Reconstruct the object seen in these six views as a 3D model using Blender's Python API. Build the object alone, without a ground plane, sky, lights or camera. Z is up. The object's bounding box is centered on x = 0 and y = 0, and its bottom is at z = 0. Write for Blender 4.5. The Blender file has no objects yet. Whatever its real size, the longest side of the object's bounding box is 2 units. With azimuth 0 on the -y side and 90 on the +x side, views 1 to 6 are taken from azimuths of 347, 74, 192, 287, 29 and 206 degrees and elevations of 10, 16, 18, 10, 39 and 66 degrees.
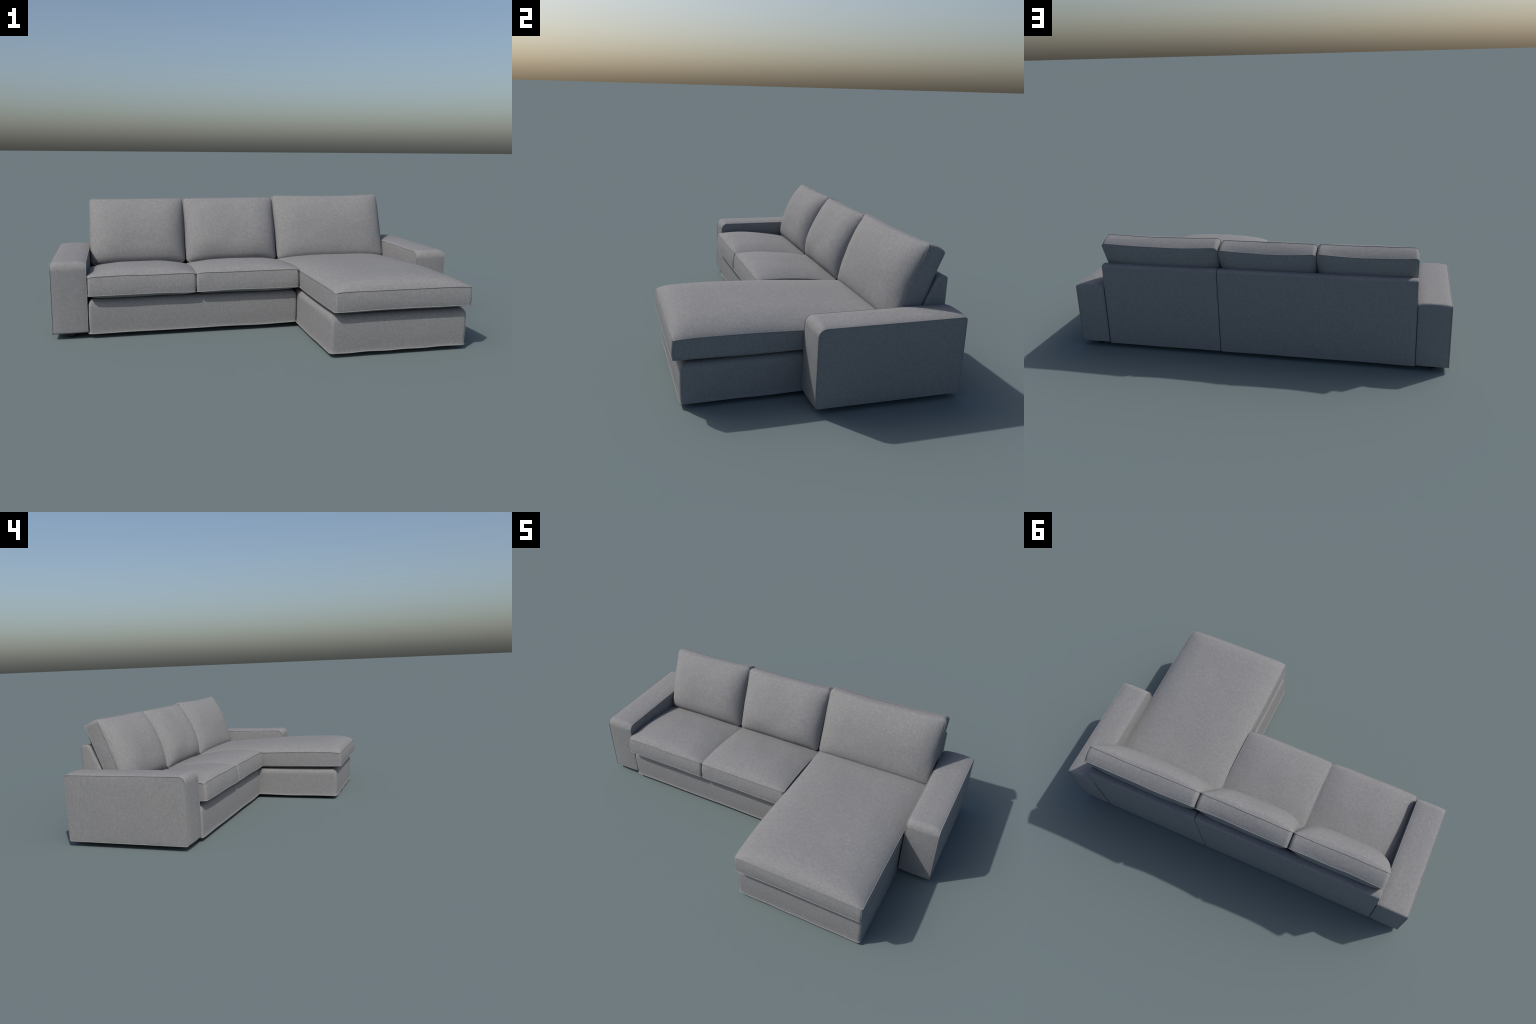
"""Grey upholstered corner sofa: two seats plus a chaise, three loose back cushions,
block arms, split backrest, loose covers with piped seams, short black feet."""
import bpy, math
from mathutils import Vector, noise

# ------------------------------------------------------------------ materials
def fabric(name, base, vary=0.11):
    m = bpy.data.materials.new(name); m.use_nodes = True
    nt = m.node_tree; N = nt.nodes; L = nt.links
    bsdf = N["Principled BSDF"]
    tc = N.new("ShaderNodeTexCoord")
    def tex(scale, detail, rough, stretch=(1, 1, 1)):
        mp = N.new("ShaderNodeMapping"); mp.inputs["Scale"].default_value = stretch
        L.new(tc.outputs["Object"], mp.inputs["Vector"])
        t = N.new("ShaderNodeTexNoise"); t.inputs["Scale"].default_value = scale
        t.inputs["Detail"].default_value = detail; t.inputs["Roughness"].default_value = rough
        L.new(mp.outputs[0], t.inputs["Vector"]); return t
    patch = tex(60, 3.0, 0.6)                        # cloudy heather
    thread = tex(140, 2.0, 0.65)                      # flecks of single yarns
    slub_a = tex(120, 1.0, 0.5, (0.30, 1.6, 1.6))    # weft slubs
    slub_b = tex(120, 1.0, 0.5, (1.6, 1.6, 0.30))    # warp slubs
    def math_node(op, a, b):
        n = N.new("ShaderNodeMath"); n.operation = op
        for i, v in enumerate((a, b)):
            if hasattr(v, "links"): L.new(v, n.inputs[i])
            else: n.inputs[i].default_value = v
        return n.outputs[0]
    s = math_node("ADD", math_node("MULTIPLY", patch.outputs["Fac"], 0.26),
                  math_node("MULTIPLY", thread.outputs["Fac"], 0.50))
    s = math_node("ADD", s, math_node("MULTIPLY", slub_a.outputs["Fac"], 0.12))
    s = math_node("ADD", s, math_node("MULTIPLY", slub_b.outputs["Fac"], 0.12))
    ramp = N.new("ShaderNodeValToRGB")
    ramp.color_ramp.elements[0].position = 0.36
    ramp.color_ramp.elements[1].position = 0.64
    ramp.color_ramp.elements[0].color = (*[c * (1 - vary * 1.25) for c in base], 1)
    ramp.color_ramp.elements[1].color = (*[c * (1 + vary * 1.25) for c in base], 1)
    L.new(s, ramp.inputs["Fac"])
    # a slow drift between a warmer and a cooler yarn mix
    drift = tex(26, 2.0, 0.5)
    warm = N.new("ShaderNodeValToRGB")
    warm.color_ramp.elements[0].position = 0.38; warm.color_ramp.elements[1].position = 0.62
    warm.color_ramp.elements[0].color = (0.99, 0.998, 1.012, 1)
    warm.color_ramp.elements[1].color = (1.004, 1.0, 0.985, 1)
    L.new(drift.outputs["Fac"], warm.inputs["Fac"])
    mix = N.new("ShaderNodeMix"); mix.data_type = "RGBA"; mix.blend_type = "MULTIPLY"
    mix.inputs["Factor"].default_value = 1.0
    L.new(ramp.outputs["Color"], mix.inputs["A"]); L.new(warm.outputs["Color"], mix.inputs["B"])
    L.new(mix.outputs["Result"], bsdf.inputs["Base Color"])
    bump = N.new("ShaderNodeBump"); bump.inputs["Strength"].default_value = 0.3
    bump.inputs["Distance"].default_value = 0.002
    L.new(s, bump.inputs["Height"]); L.new(bump.outputs["Normal"], bsdf.inputs["Normal"])
    bsdf.inputs["Roughness"].default_value = 0.95
    bsdf.inputs["Specular IOR Level"].default_value = 0.12
    return m

GREY = (0.213, 0.2150, 0.2205)
FABRIC = fabric("grey_woven_fabric", GREY)
PIPE = fabric("grey_piping_fabric", tuple(c * 1.0 for c in GREY), 0.05)
BLACK = bpy.data.materials.new("black_plastic"); BLACK.use_nodes = True
_b = BLACK.node_tree.nodes["Principled BSDF"]
_n = BLACK.node_tree.nodes.new("ShaderNodeTexNoise"); _n.inputs["Scale"].default_value = 60
_r = BLACK.node_tree.nodes.new("ShaderNodeValToRGB")
_r.color_ramp.elements[0].color = (0.010, 0.010, 0.011, 1); _r.color_ramp.elements[1].color = (0.018, 0.018, 0.019, 1)
BLACK.node_tree.links.new(_n.outputs["Fac"], _r.inputs["Fac"])
BLACK.node_tree.links.new(_r.outputs["Color"], _b.inputs["Base Color"])
_b.inputs["Roughness"].default_value = 0.5

# ------------------------------------------------------------------ helpers
SOFA = bpy.data.objects.new("corner_sofa", None)
bpy.context.scene.collection.objects.link(SOFA)
SOFA["label"] = "grey fabric corner sofa with chaise, loose cushions and block arms"
SOFA["category"] = "sofa"

def add_mesh(name, verts, faces, mat, parent=SOFA, origin=None, smooth_angle=None):
    me = bpy.data.meshes.new(name)
    o = Vector(origin) if origin is not None else sum((Vector(v) for v in verts), Vector()) / len(verts)
    me.from_pydata([tuple(Vector(v) - o) for v in verts], [], faces)
    me.materials.append(mat)
    me.validate(); me.update()
    import bmesh
    bm = bmesh.new(); bm.from_mesh(me)
    bmesh.ops.recalc_face_normals(bm, faces=bm.faces)
    bm.to_mesh(me); bm.free()
    me.shade_smooth()
    if smooth_angle: me.set_sharp_from_angle(angle=math.radians(smooth_angle))
    ob = bpy.data.objects.new(name, me)
    bpy.context.scene.collection.objects.link(ob)
    ob.parent = parent
    ob.location = o - (parent_origin(parent))
    return ob

def parent_origin(p):
    o = Vector((0, 0, 0))
    while p is not None:
        o += p.location; p = p.parent
    return o

def tube(points, r, closed=True, n=7):
    """A piping cord along a polyline."""
    V, F = [], []
    m = len(points)
    for i, p in enumerate(points):
        a = points[i - 1] if (i > 0 or closed) else points[i]
        b = points[(i + 1) % m] if (i < m - 1 or closed) else points[i]
        t = (b - a)
        t = t.normalized() if t.length > 1e-9 else Vector((0, 0, 1))
        ref = Vector((0.31, 0.52, 0.79))
        x = t.cross(ref).normalized(); y = t.cross(x)
        for k in range(n):
            w = 2 * math.pi * k / n
            V.append(p + x * (r * math.cos(w)) + y * (r * math.sin(w)))
    segs = m if closed else m - 1
    for i in range(segs):
        j = (i + 1) % m
        for k in range(n):
            F.append((i * n + k, i * n + (k + 1) % n, j * n + (k + 1) % n, j * n + k))
    if not closed:
        F.append(tuple(range(n))); F.append(tuple((m - 1) * n + k for k in range(n)))
    return V, F

def piping(parts, parent, name="piping"):
    V, F = [], []
    for v, f in parts:
        b = len(V); V += v; F += [tuple(i + b for i in q) for q in f]
    ob = add_mesh(name, V, F, PIPE, parent)
    ob["kind"] = "stuff"
    return ob

def wobble(p, freq, amp, seed):
    return amp * noise.noise(Vector((p.x * freq + seed * 7.3, p.y * freq - seed * 3.1, p.z * freq + seed)))

def spaced(n, edge=1.6):
    """n+1 stations on -1..1, closer together near both ends."""
    out = []
    for i in range(n + 1):
        t = -1 + 2 * i / n
        out.append(math.copysign(1 - (1 - abs(t)) ** edge, t))
    return out

def curve(points):
    """Smooth (Catmull-Rom) height profile through (t, h) control points."""
    def at(t):
        n = len(points)
        i = 0
        while i < n - 2 and t > points[i + 1][0]: i += 1
        (t0, h0), (t1, h1) = points[i], points[i + 1]
        m0 = (h1 - points[i - 1][1]) / (t1 - points[i - 1][0]) if i > 0 else (h1 - h0) / (t1 - t0) * 1.3
        m1 = (points[i + 2][1] - h0) / (points[i + 2][0] - t0) if i < n - 2 else (h1 - h0) / (t1 - t0) * 1.3
        d = t1 - t0; u = min(max((t - t0) / d, 0), 1)
        return ((2*u**3 - 3*u*u + 1) * h0 + (u**3 - 2*u*u + u) * d * m0 + (-2*u**3 + 3*u*u) * h1 + (u**3 - u*u) * d * m1)
    return at

def edge_fall(v, p, q):
    return max(1 - abs(v) ** p, 0) ** q

def upholstered_block(name, centre, ux, uy, un, half_a, half_b, half_h, radii,
                      crown=(0.04, 0.02), crown_shape=(2.4, 0.62), wall=None, rows=10,
                      seam=None, lumps=0.0015, seed=1, cord=0.0022, cords=("top", "bottom"),
                      corner_cord=0.0, na=56, nb=56, warp=None):
    """Two puffed panels joined by a boxing strip, piped along the seams.
    ux, uy span the panels, un is their normal. radii: corner radii (--, +-, ++, -+).
    wall(k, nrm): outward offset of the strip at height k in -1..1 for local outward normal nrm.
    seam(k, s, t): shift of the strip/seam along un."""
    c, ux, uy, un = (Vector(v) for v in (centre, ux, uy, un))
    S, T = spaced(na), spaced(nb)
    wall = wall or (lambda k, n: 0.0)
    seam = seam or (lambda k, s, t: 0.0)

    def plan(s, t, off):
        r = radii[(0 if t < 0 else 3) if s < 0 else (1 if t < 0 else 2)]
        a, b = half_a + off, half_b + off
        r = max(r + off, 0.002)
        x, y = s * a, t * b
        q, p = abs(x) - (a - r), abs(y) - (b - r)
        nx, ny = (1.0, 0.0) if a - abs(x) < b - abs(y) else (0.0, 1.0)
        if q > 0 and p > 0:
            q2 = q * math.sqrt(max(1 - p * p / (2 * r * r), 0)); p2 = p * math.sqrt(max(1 - q * q / (2 * r * r), 0))
            x, y = math.copysign(a - r + q2, x), math.copysign(b - r + p2, y)
            l = math.hypot(q2, p2) or 1.0
            nx, ny = q2 / l, p2 / l
        return x, y, math.copysign(nx, s), math.copysign(ny, t)

    def f(v, e):
        return max(1 - abs(v) ** e[0], 0) ** e[1]

    def place(x, y, z):
        return c + ux * x + uy * y + un * z

    V, F = [], []
    def panel(k, sign):
        base = len(V)
        amount = crown[0] if sign > 0 else crown[1]
        for t in T:
            for s in S:
                # offset of the rim blends to the panel uniformly
                _, _, nx, ny = plan(s, t, 0.0)
                x, y, _, _ = plan(s, t, wall(k, (nx, ny)))
                if callable(amount):
                    amt = amount(s, t)
                    g = f(s, crown_shape) * f(t, crown_shape)
                else:
                    g = f(s, crown_shape) * f(t, crown_shape); amt = amount * g
                z = sign * (half_h + amt) + seam(k, s, t)
                P = place(*(warp(x, y, z, s, t, k) if warp else (x, y, z)))
                if lumps: P += un * (sign * wobble(P, 7.0, lumps, seed + (0 if sign > 0 else 5)) * min(1, 3 * g)
                                     + sign * wobble(P, 17.0, lumps * .5, seed + 9) * min(1, 3 * g))
                V.append(P)
        w = na + 1
        for j in range(nb):
            for i in range(na):
                F.append((base + j * w + i, base + j * w + i + 1, base + (j + 1) * w + i + 1, base + (j + 1) * w + i))
        return base
    top, bot = panel(1, 1), panel(-1, -1)
    rim = [(i, 0) for i in range(na)] + [(na, j) for j in range(nb)] + \
          [(i, nb) for i in range(na, 0, -1)] + [(0, j) for j in range(nb, 0, -1)]
    idx = lambda base: [base + j * (na + 1) + i for i, j in rim]
    loops = [idx(bot)]
    for r_ in range(1, rows):
        k = -math.cos(math.pi * r_ / rows)
        loop = []
        for i, j in rim:
            s, t = S[i], T[j]
            _, _, nx, ny = plan(s, t, 0.0)
            nrm = (nx, ny)
            x, y, _, _ = plan(s, t, wall(k, nrm))
            z = k * half_h + seam(k, s, t)
            P = place(*(warp(x, y, z, s, t, k) if warp else (x, y, z)))
            d = (ux * nrm[0] + uy * nrm[1])
            if lumps: P += d * (wobble(P, 9.0, lumps, seed + 3) * (1 - k * k))
            loop.append(len(V)); V.append(P)
        loops.append(loop)
    loops.append(idx(top))
    m = len(rim)
    for a, b in zip(loops, loops[1:]):
        for i in range(m):
            j = (i + 1) % m
            F.append((a[i], a[j], b[j], b[i]))
    ob = add_mesh(name, V, F, FABRIC, origin=c)
    cordset = []
    proud = []                                      # the cord stands a little proud of the edge
    for i, j in rim:
        _, _, nx, ny = plan(S[i], T[j], 0.0)
        proud.append((ux * nx + uy * ny) * (cord * 0.35))
    for which, loop in (("top", loops[-1]), ("bottom", loops[0])):
        if cord and which in cords:
            cordset.append(tube([V[i] + d for i, d in zip(loop, proud)], cord))
    if corner_cord:
        for target in ((0, 0), (na, 0), (na, nb), (0, nb)):
            q = rim.index(target)
            cordset.append(tube([V[l[q]] for l in loops], corner_cord, closed=False))
    if cordset: piping(cordset, ob)
    return ob

# ------------------------------------------------------------------ feet
def foot(x, y, r=0.023, h=0.032):
    V, F = [], []
    n = 28
    prof = [(0.0, 0.0), (r * 0.86, 0.0), (r * 0.94, 0.002), (r, h * 0.5), (r * 1.04, h), (0.0, h)]
    for rr, z in prof[1:-1]:
        for k in range(n):
            a = 2 * math.pi * k / n
            V.append((x + rr * math.cos(a), y + rr * math.sin(a), z))
    for j in range(len(prof) - 3):
        for k in range(n):
            F.append((j * n + k, j * n + (k + 1) % n, (j + 1) * n + (k + 1) % n, (j + 1) * n + k))
    F.append(tuple(range(n))); F.append(tuple((len(prof) - 3) * n + k for k in range(n)))
    return add_mesh("foot", V, F, BLACK, origin=(x, y, 0), smooth_angle=40)

for fx, fy in ((-0.912, 0.004), (-0.912, 0.535), (0.912, 0.004), (0.912, 0.535),
               (0.235, -0.49), (0.775, -0.49), (0.188, 0.52), (-0.32, 0.02)):
    foot(fx, fy)

# ------------------------------------------------------------------ arms
ARM_Y0, ARM_Y1, ARM_Z0, ARM_Z1 = -0.050, 0.5865, 0.025, 0.357
for side in (-1, 1):
    def arm_wall(k, n):
        puff = max(1 - abs(k) ** 3, 0) ** 0.8
        up, side_ = max(n[1], 0) ** 2, n[0] ** 2
        return puff * (0.0095 * up + 0.004 * side_)     # nearly flat top, slightly full ends
    # panel axes: y runs front to back, z up; the panels are the inner and outer faces
    ob = upholstered_block("armrest", (side * 0.9145, (ARM_Y0 + ARM_Y1) / 2, (ARM_Z0 + ARM_Z1) / 2),
                      (0, 1, 0), (0, 0, 1), (side, 0, 0),
                      (ARM_Y1 - ARM_Y0) / 2, (ARM_Z1 - ARM_Z0) / 2, 0.080,
                      (0.010, 0.008, 0.012, 0.034), crown=(0.0050, 0.0045), crown_shape=(3.0, 0.7),
                      wall=arm_wall, rows=14, lumps=0.0012, seed=11 + side, cord=0.0019)

# ------------------------------------------------------------------ seat bases
def base_wall(radius, half_h):
    """Straight skirt that rolls over into the deck with the given radius."""
    def w(k, n):
        z = (k + 1) * half_h                       # height above the hem
        d = z - (2 * half_h - radius)
        out = 0.0025 * math.exp(-z / 0.006)        # hem lip
        if n[1] < -0.5: out += 0.004 * math.sin(math.pi * min(z / (2 * half_h), 1))
        if d > 0: out -= radius - math.sqrt(max(radius * radius - d * d, 0))
        return out
    return w

def hem_wave(amp, seed):
    def s(k, s_, t_):
        low = max(0.0, -k)
        return low * (amp * noise.noise(Vector((s_ * 2.3 + seed, t_ * 2.3, seed))))
    return s

def seat_base(name, x0, x1, y0, y1, z0, z1, r, seed, corner):
    hh = (z1 - z0) / 2
    return upholstered_block(name, ((x0 + x1) / 2, (y0 + y1) / 2, (z0 + z1) / 2), (1, 0, 0), (0, 1, 0), (0, 0, 1),
                      (x1 - x0) / 2, (y1 - y0) / 2, hh, (r, r, r, r), crown=(0.0, 0.0), crown_shape=(4, 0.8),
                      wall=base_wall(0.030, hh), rows=22, seam=hem_wave(0.005, seed), lumps=0.0012, seed=seed,
                      cord=0.0023, cords=("bottom",), corner_cord=corner)

seat_base("seat_base", -0.829, 0.1835, -0.054, 0.44, 0.0235, 0.186, 0.012, 21, 0.0)
seat_base("chaise_base", 0.1860, 0.826, -0.552, 0.44, 0.0195, 0.187, 0.014, 25, 0.0012)

# ------------------------------------------------------------------ backrest
def rounded_profile(corners, seg=7):
    """corners: (y, z, radius) in order; returns a smooth closed outline."""
    pts = []
    n = len(corners)
    for i, (y, z, r) in enumerate(corners):
        p = Vector((y, z)); a = Vector(corners[i - 1][:2]); b = Vector(corners[(i + 1) % n][:2])
        da, db = (a - p).normalized(), (b - p).normalized()
        ang = da.angle(db)
        d = min(r / math.tan(ang / 2), (a - p).length * .49, (b - p).length * .49)
        p0, p1 = p + da * d, p + db * d
        for k in range(seg + 1):
            t = k / seg
            pts.append(p0 * (1 - t) ** 2 + p * (2 * t * (1 - t)) + p1 * t * t)
    return pts

def dense(outline, step):
    out = []
    for i, p in enumerate(outline):
        q = outline[(i + 1) % len(outline)]
        m = max(1, int((q - p).length / step))
        for k in range(m): out.append(p.lerp(q, k / m))
    return out

def backrest(x0, x1, seed):
    prof = rounded_profile([(0.588, 0.022, 0.004), (0.587, 0.480, 0.016), (0.541, 0.486, 0.030),
                            (0.486, 0.363, 0.06), (0.445, 0.250, 0.03), (0.445, 0.022, 0.004)])
    prof = dense(prof, 0.02)
    n = len(prof)
    # outward normals of the outline
    nrm = []
    cen = sum(prof, Vector((0, 0))) / n
    for i in range(n):
        t = prof[(i + 1) % n] - prof[i - 1]
        v = Vector((t.y, -t.x)).normalized()
        if v.dot(prof[i] - cen) < 0: v = -v
        nrm.append(v)
    R = 0.007
    stations = [(x0 + R * (1 - math.cos(math.pi / 2 * k / 6)), -R * (1 - math.sin(math.pi / 2 * k / 6))) for k in range(7)]
    mids = 40
    st = stations + [(x0 + R + (x1 - x0 - 2 * R) * k / mids, 0.0) for k in range(1, mids)] + \
         [(x0 + x1 - x, o) for x, o in reversed(stations)]
    V, F = [], []
    for x, off in st:
        for p, v in zip(prof, nrm):
            if v.x < -0.3 and off < 0: off_ = off * 3.0          # the sloped front rolls softly into the ends
            else: off_ = off
            P = Vector((x, p.x + v.x * off_, p.y + v.y * off_))
            if off == 0.0: 
                d = wobble(P, 6.0, 0.0014, seed)
                if v.x > 0.7:                       # stuffed rear face
                    w_ = (2 * x - x0 - x1) / (x1 - x0)
                    d += 0.0035 * (1 - w_ ** 4) * math.sin(math.pi * min(max((p.y - 0.02) / 0.44, 0), 1))
                P += Vector((0, v.x, v.y)) * d
                if p.y < 0.03: P.z += 0.004 * noise.noise(Vector((x * 2.5, seed, 0)))
            V.append(P)
    m = len(st)
    for j in range(m - 1):
        for i in range(n):
            F.append((j * n + i, j * n + (i + 1) % n, (j + 1) * n + (i + 1) % n, (j + 1) * n + i))
    F.append(tuple(range(n))); F.append(tuple((m - 1) * n + i for i in range(n)))
    ob = add_mesh("backrest", V, F, FABRIC)
    # seam of the end panel, following the sloped front and the top
    seams = []
    for x, s in ((x0, 1), (x1, -1)):
        pts = [Vector((x + s * 0.0004, p.x + 0.022, p.y - 0.004)) for p in prof if p.x < 0.54 and p.y > 0.27 and p.y < 0.482]
        seams.append(tube(pts, 0.0011, closed=False))
    piping(seams, ob)
    return ob

backrest(-0.8310, 0.1870, 31)
backrest(0.1888, 0.8300, 37)

# ------------------------------------------------------------------ seat cushions
def corner_pinch(amount, reach=0.16):
    """Seams dip toward the corners of a stuffed cushion."""
    def s(k, a, b):
        e = math.exp(-(1 - abs(a)) / reach) * math.exp(-(1 - abs(b)) / reach)
        return -max(k, 0.0) * amount * e
    return s

def seat_cushion(name, x0, x1, y0, y1, z0, z1, height, seed, r=0.012, corner=0.0, drop=0.049, bow=0.004, fall=2.3, kick=0.009, side_bow=0.0):
    """height: crown above the seam from front (-1) to rear (+1); drop: the rear sinks by this."""
    hh = (z1 - z0) / 2
    pinch = corner_pinch(0.007, 0.07)
    prof = curve(height)
    def seam(k, s, t):
        sink = drop * max((t + 0.5) / 1.5, 0) ** 1.5
        arch = 0.004 * (1 - s * s) * max(-t, 0) * max(-k, 0)
        return pinch(k, s, t) + arch - sink * (0.5 + 0.5 * k) + 0.0020 * noise.noise(Vector((s * 1.7 + seed, t * 1.9, k + seed)))
    def wall(k, n):
        return (0.004 if n[1] < -0.5 else 0.001) * (1 - k * k)
    def crown_at(s, t):
        return prof(t) * (edge_fall(s, fall, 0.62) if s < 0 else edge_fall(s, fall + 0.5, 0.85))
    def warp(x, y, z, s, t, k):
        front = max(-t, 0) ** 3
        out = side_bow * max(-s, 0) ** 3 * math.sin(math.pi * min(t + 1, 1)) if side_bow else 0.0
        return x - out, y - front * (bow * (1 - abs(s) ** 5) + kick * (1 - k) / 2), z
    return upholstered_block(name, ((x0 + x1) / 2, (y0 + y1) / 2, (z0 + z1) / 2), (1, 0, 0), (0, 1, 0), (0, 0, 1),
                      (x1 - x0) / 2, (y1 - y0) / 2, hh, (r, r, r, r), crown=(crown_at, lambda s, t: 0.025 * edge_fall(s, 7, 0.6) * edge_fall(t, 7, 0.6)), crown_shape=(2.6, 0.60),
                      wall=wall, rows=10, seam=seam, lumps=0.0016, seed=seed, cord=0.0019, corner_cord=corner,
                      na=64, nb=72, warp=warp)

SEAT = [(-1, 0.0), (-0.94, 0.015), (-0.82, 0.026), (-0.6, 0.031), (-0.2, 0.031), (0.2, 0.027), (0.6, 0.021), (0.85, 0.014), (1, 0.0)]
CHAISE = [(-1, 0.0), (-0.97, 0.022), (-0.91, 0.039), (-0.8, 0.047), (-0.6, 0.048), (-0.2, 0.045), (0.15, 0.041),
          (0.5, 0.032), (0.8, 0.022), (1, 0.0)]
seat_cushion("seat_cushion", -0.8285, -0.3275, -0.078, 0.430, 0.208, 0.300, SEAT, 41)
seat_cushion("seat_cushion", -0.3245, 0.1855, -0.077, 0.430, 0.209, 0.300, SEAT, 43)
seat_cushion("chaise_cushion", 0.1900, 0.8270, -0.581, 0.430, 0.208, 0.295, CHAISE, 47, r=0.010, corner=0.0014, drop=0.026, bow=0.002, fall=3.4, kick=0.002, side_bow=0.005)

# ------------------------------------------------------------------ back cushions
LEAN = math.radians(21.5)
def back_cushion(x0, x1, foot_yz, height, thick, belly, sag, lip, seed):
    """belly: front swell from the bottom (-1) to the top (+1); sag: dip of the rear top seam at mid width."""
    up = Vector((0, math.sin(LEAN), math.cos(LEAN)))
    fwd = Vector((0, -math.cos(LEAN), math.sin(LEAN)))
    base = Vector(((x0 + x1) / 2, foot_yz[0], foot_yz[1]))          # front bottom seam
    c = base + up * (height / 2) - fwd * (thick / 2)
    prof = curve(belly)
    rear = curve([(-1, 0.0), (-0.8, 0.018), (-0.3, 0.032), (0.1, 0.036), (0.45, 0.032), (0.75, 0.020), (0.9, 0.010), (1, 0.0)])
    def seam(k, s, t):
        return 0.004 * noise.noise(Vector((s * 1.5 + seed, t * 1.3, k + seed)))
    def wall(k, n):
        return (0.004 * max(n[1], 0) + 0.0015) * (1 - k * k)
    def warp(x, y, z, s, t, k):
        top = max(t, 0) ** 2
        dip = sag * (1 - abs(s) ** 2.2) * top * (1 - k) / 2
        dip += lip * (1 - abs(s) ** 2.0) * top * (1 + k) / 2
        taper = 1 - 0.012 * max(-t, 0) - 0.016 * (1 - k) / 2 * (1 - t) / 2              # a little narrower at the foot
        return x * taper, y - dip, z
    return upholstered_block("back_cushion", c, (1, 0, 0), up, fwd, (x1 - x0) / 2, height / 2, thick / 2,
                      (0.022, 0.022, 0.020, 0.020),
                      crown=(lambda s, t: prof(t) * edge_fall(s, 4.2, 0.60), lambda s, t: rear(t) * edge_fall(s, 7.0, 0.60)),
                      crown_shape=(2.6, 0.6), wall=wall, rows=10, seam=seam, lumps=0.0022, seed=seed, cord=0.0019,
                      na=68, nb=68, warp=warp)

BELLY = [(-1, 0.0), (-0.95, 0.022), (-0.82, 0.045), (-0.55, 0.064), (-0.15, 0.072), (0.25, 0.067), (0.6, 0.053),
         (0.85, 0.034), (0.95, 0.020), (1, 0.0)]
BROAD = [(-1, 0.0), (-0.95, 0.020), (-0.82, 0.037), (-0.55, 0.052), (-0.15, 0.062), (0.25, 0.062), (0.6, 0.051),
         (0.85, 0.033), (0.95, 0.020), (1, 0.0)]
back_cushion(-0.8270, -0.3300, (0.350, 0.277), 0.362, 0.080, BELLY, 0.014, 0.002, 51)
back_cushion(-0.3240, 0.1815, (0.350, 0.275), 0.362, 0.080, BELLY, 0.014, 0.000, 53)
back_cushion(0.1880, 0.8275, (0.350, 0.277), 0.372, 0.081, BROAD, 0.010, 0.006, 57)
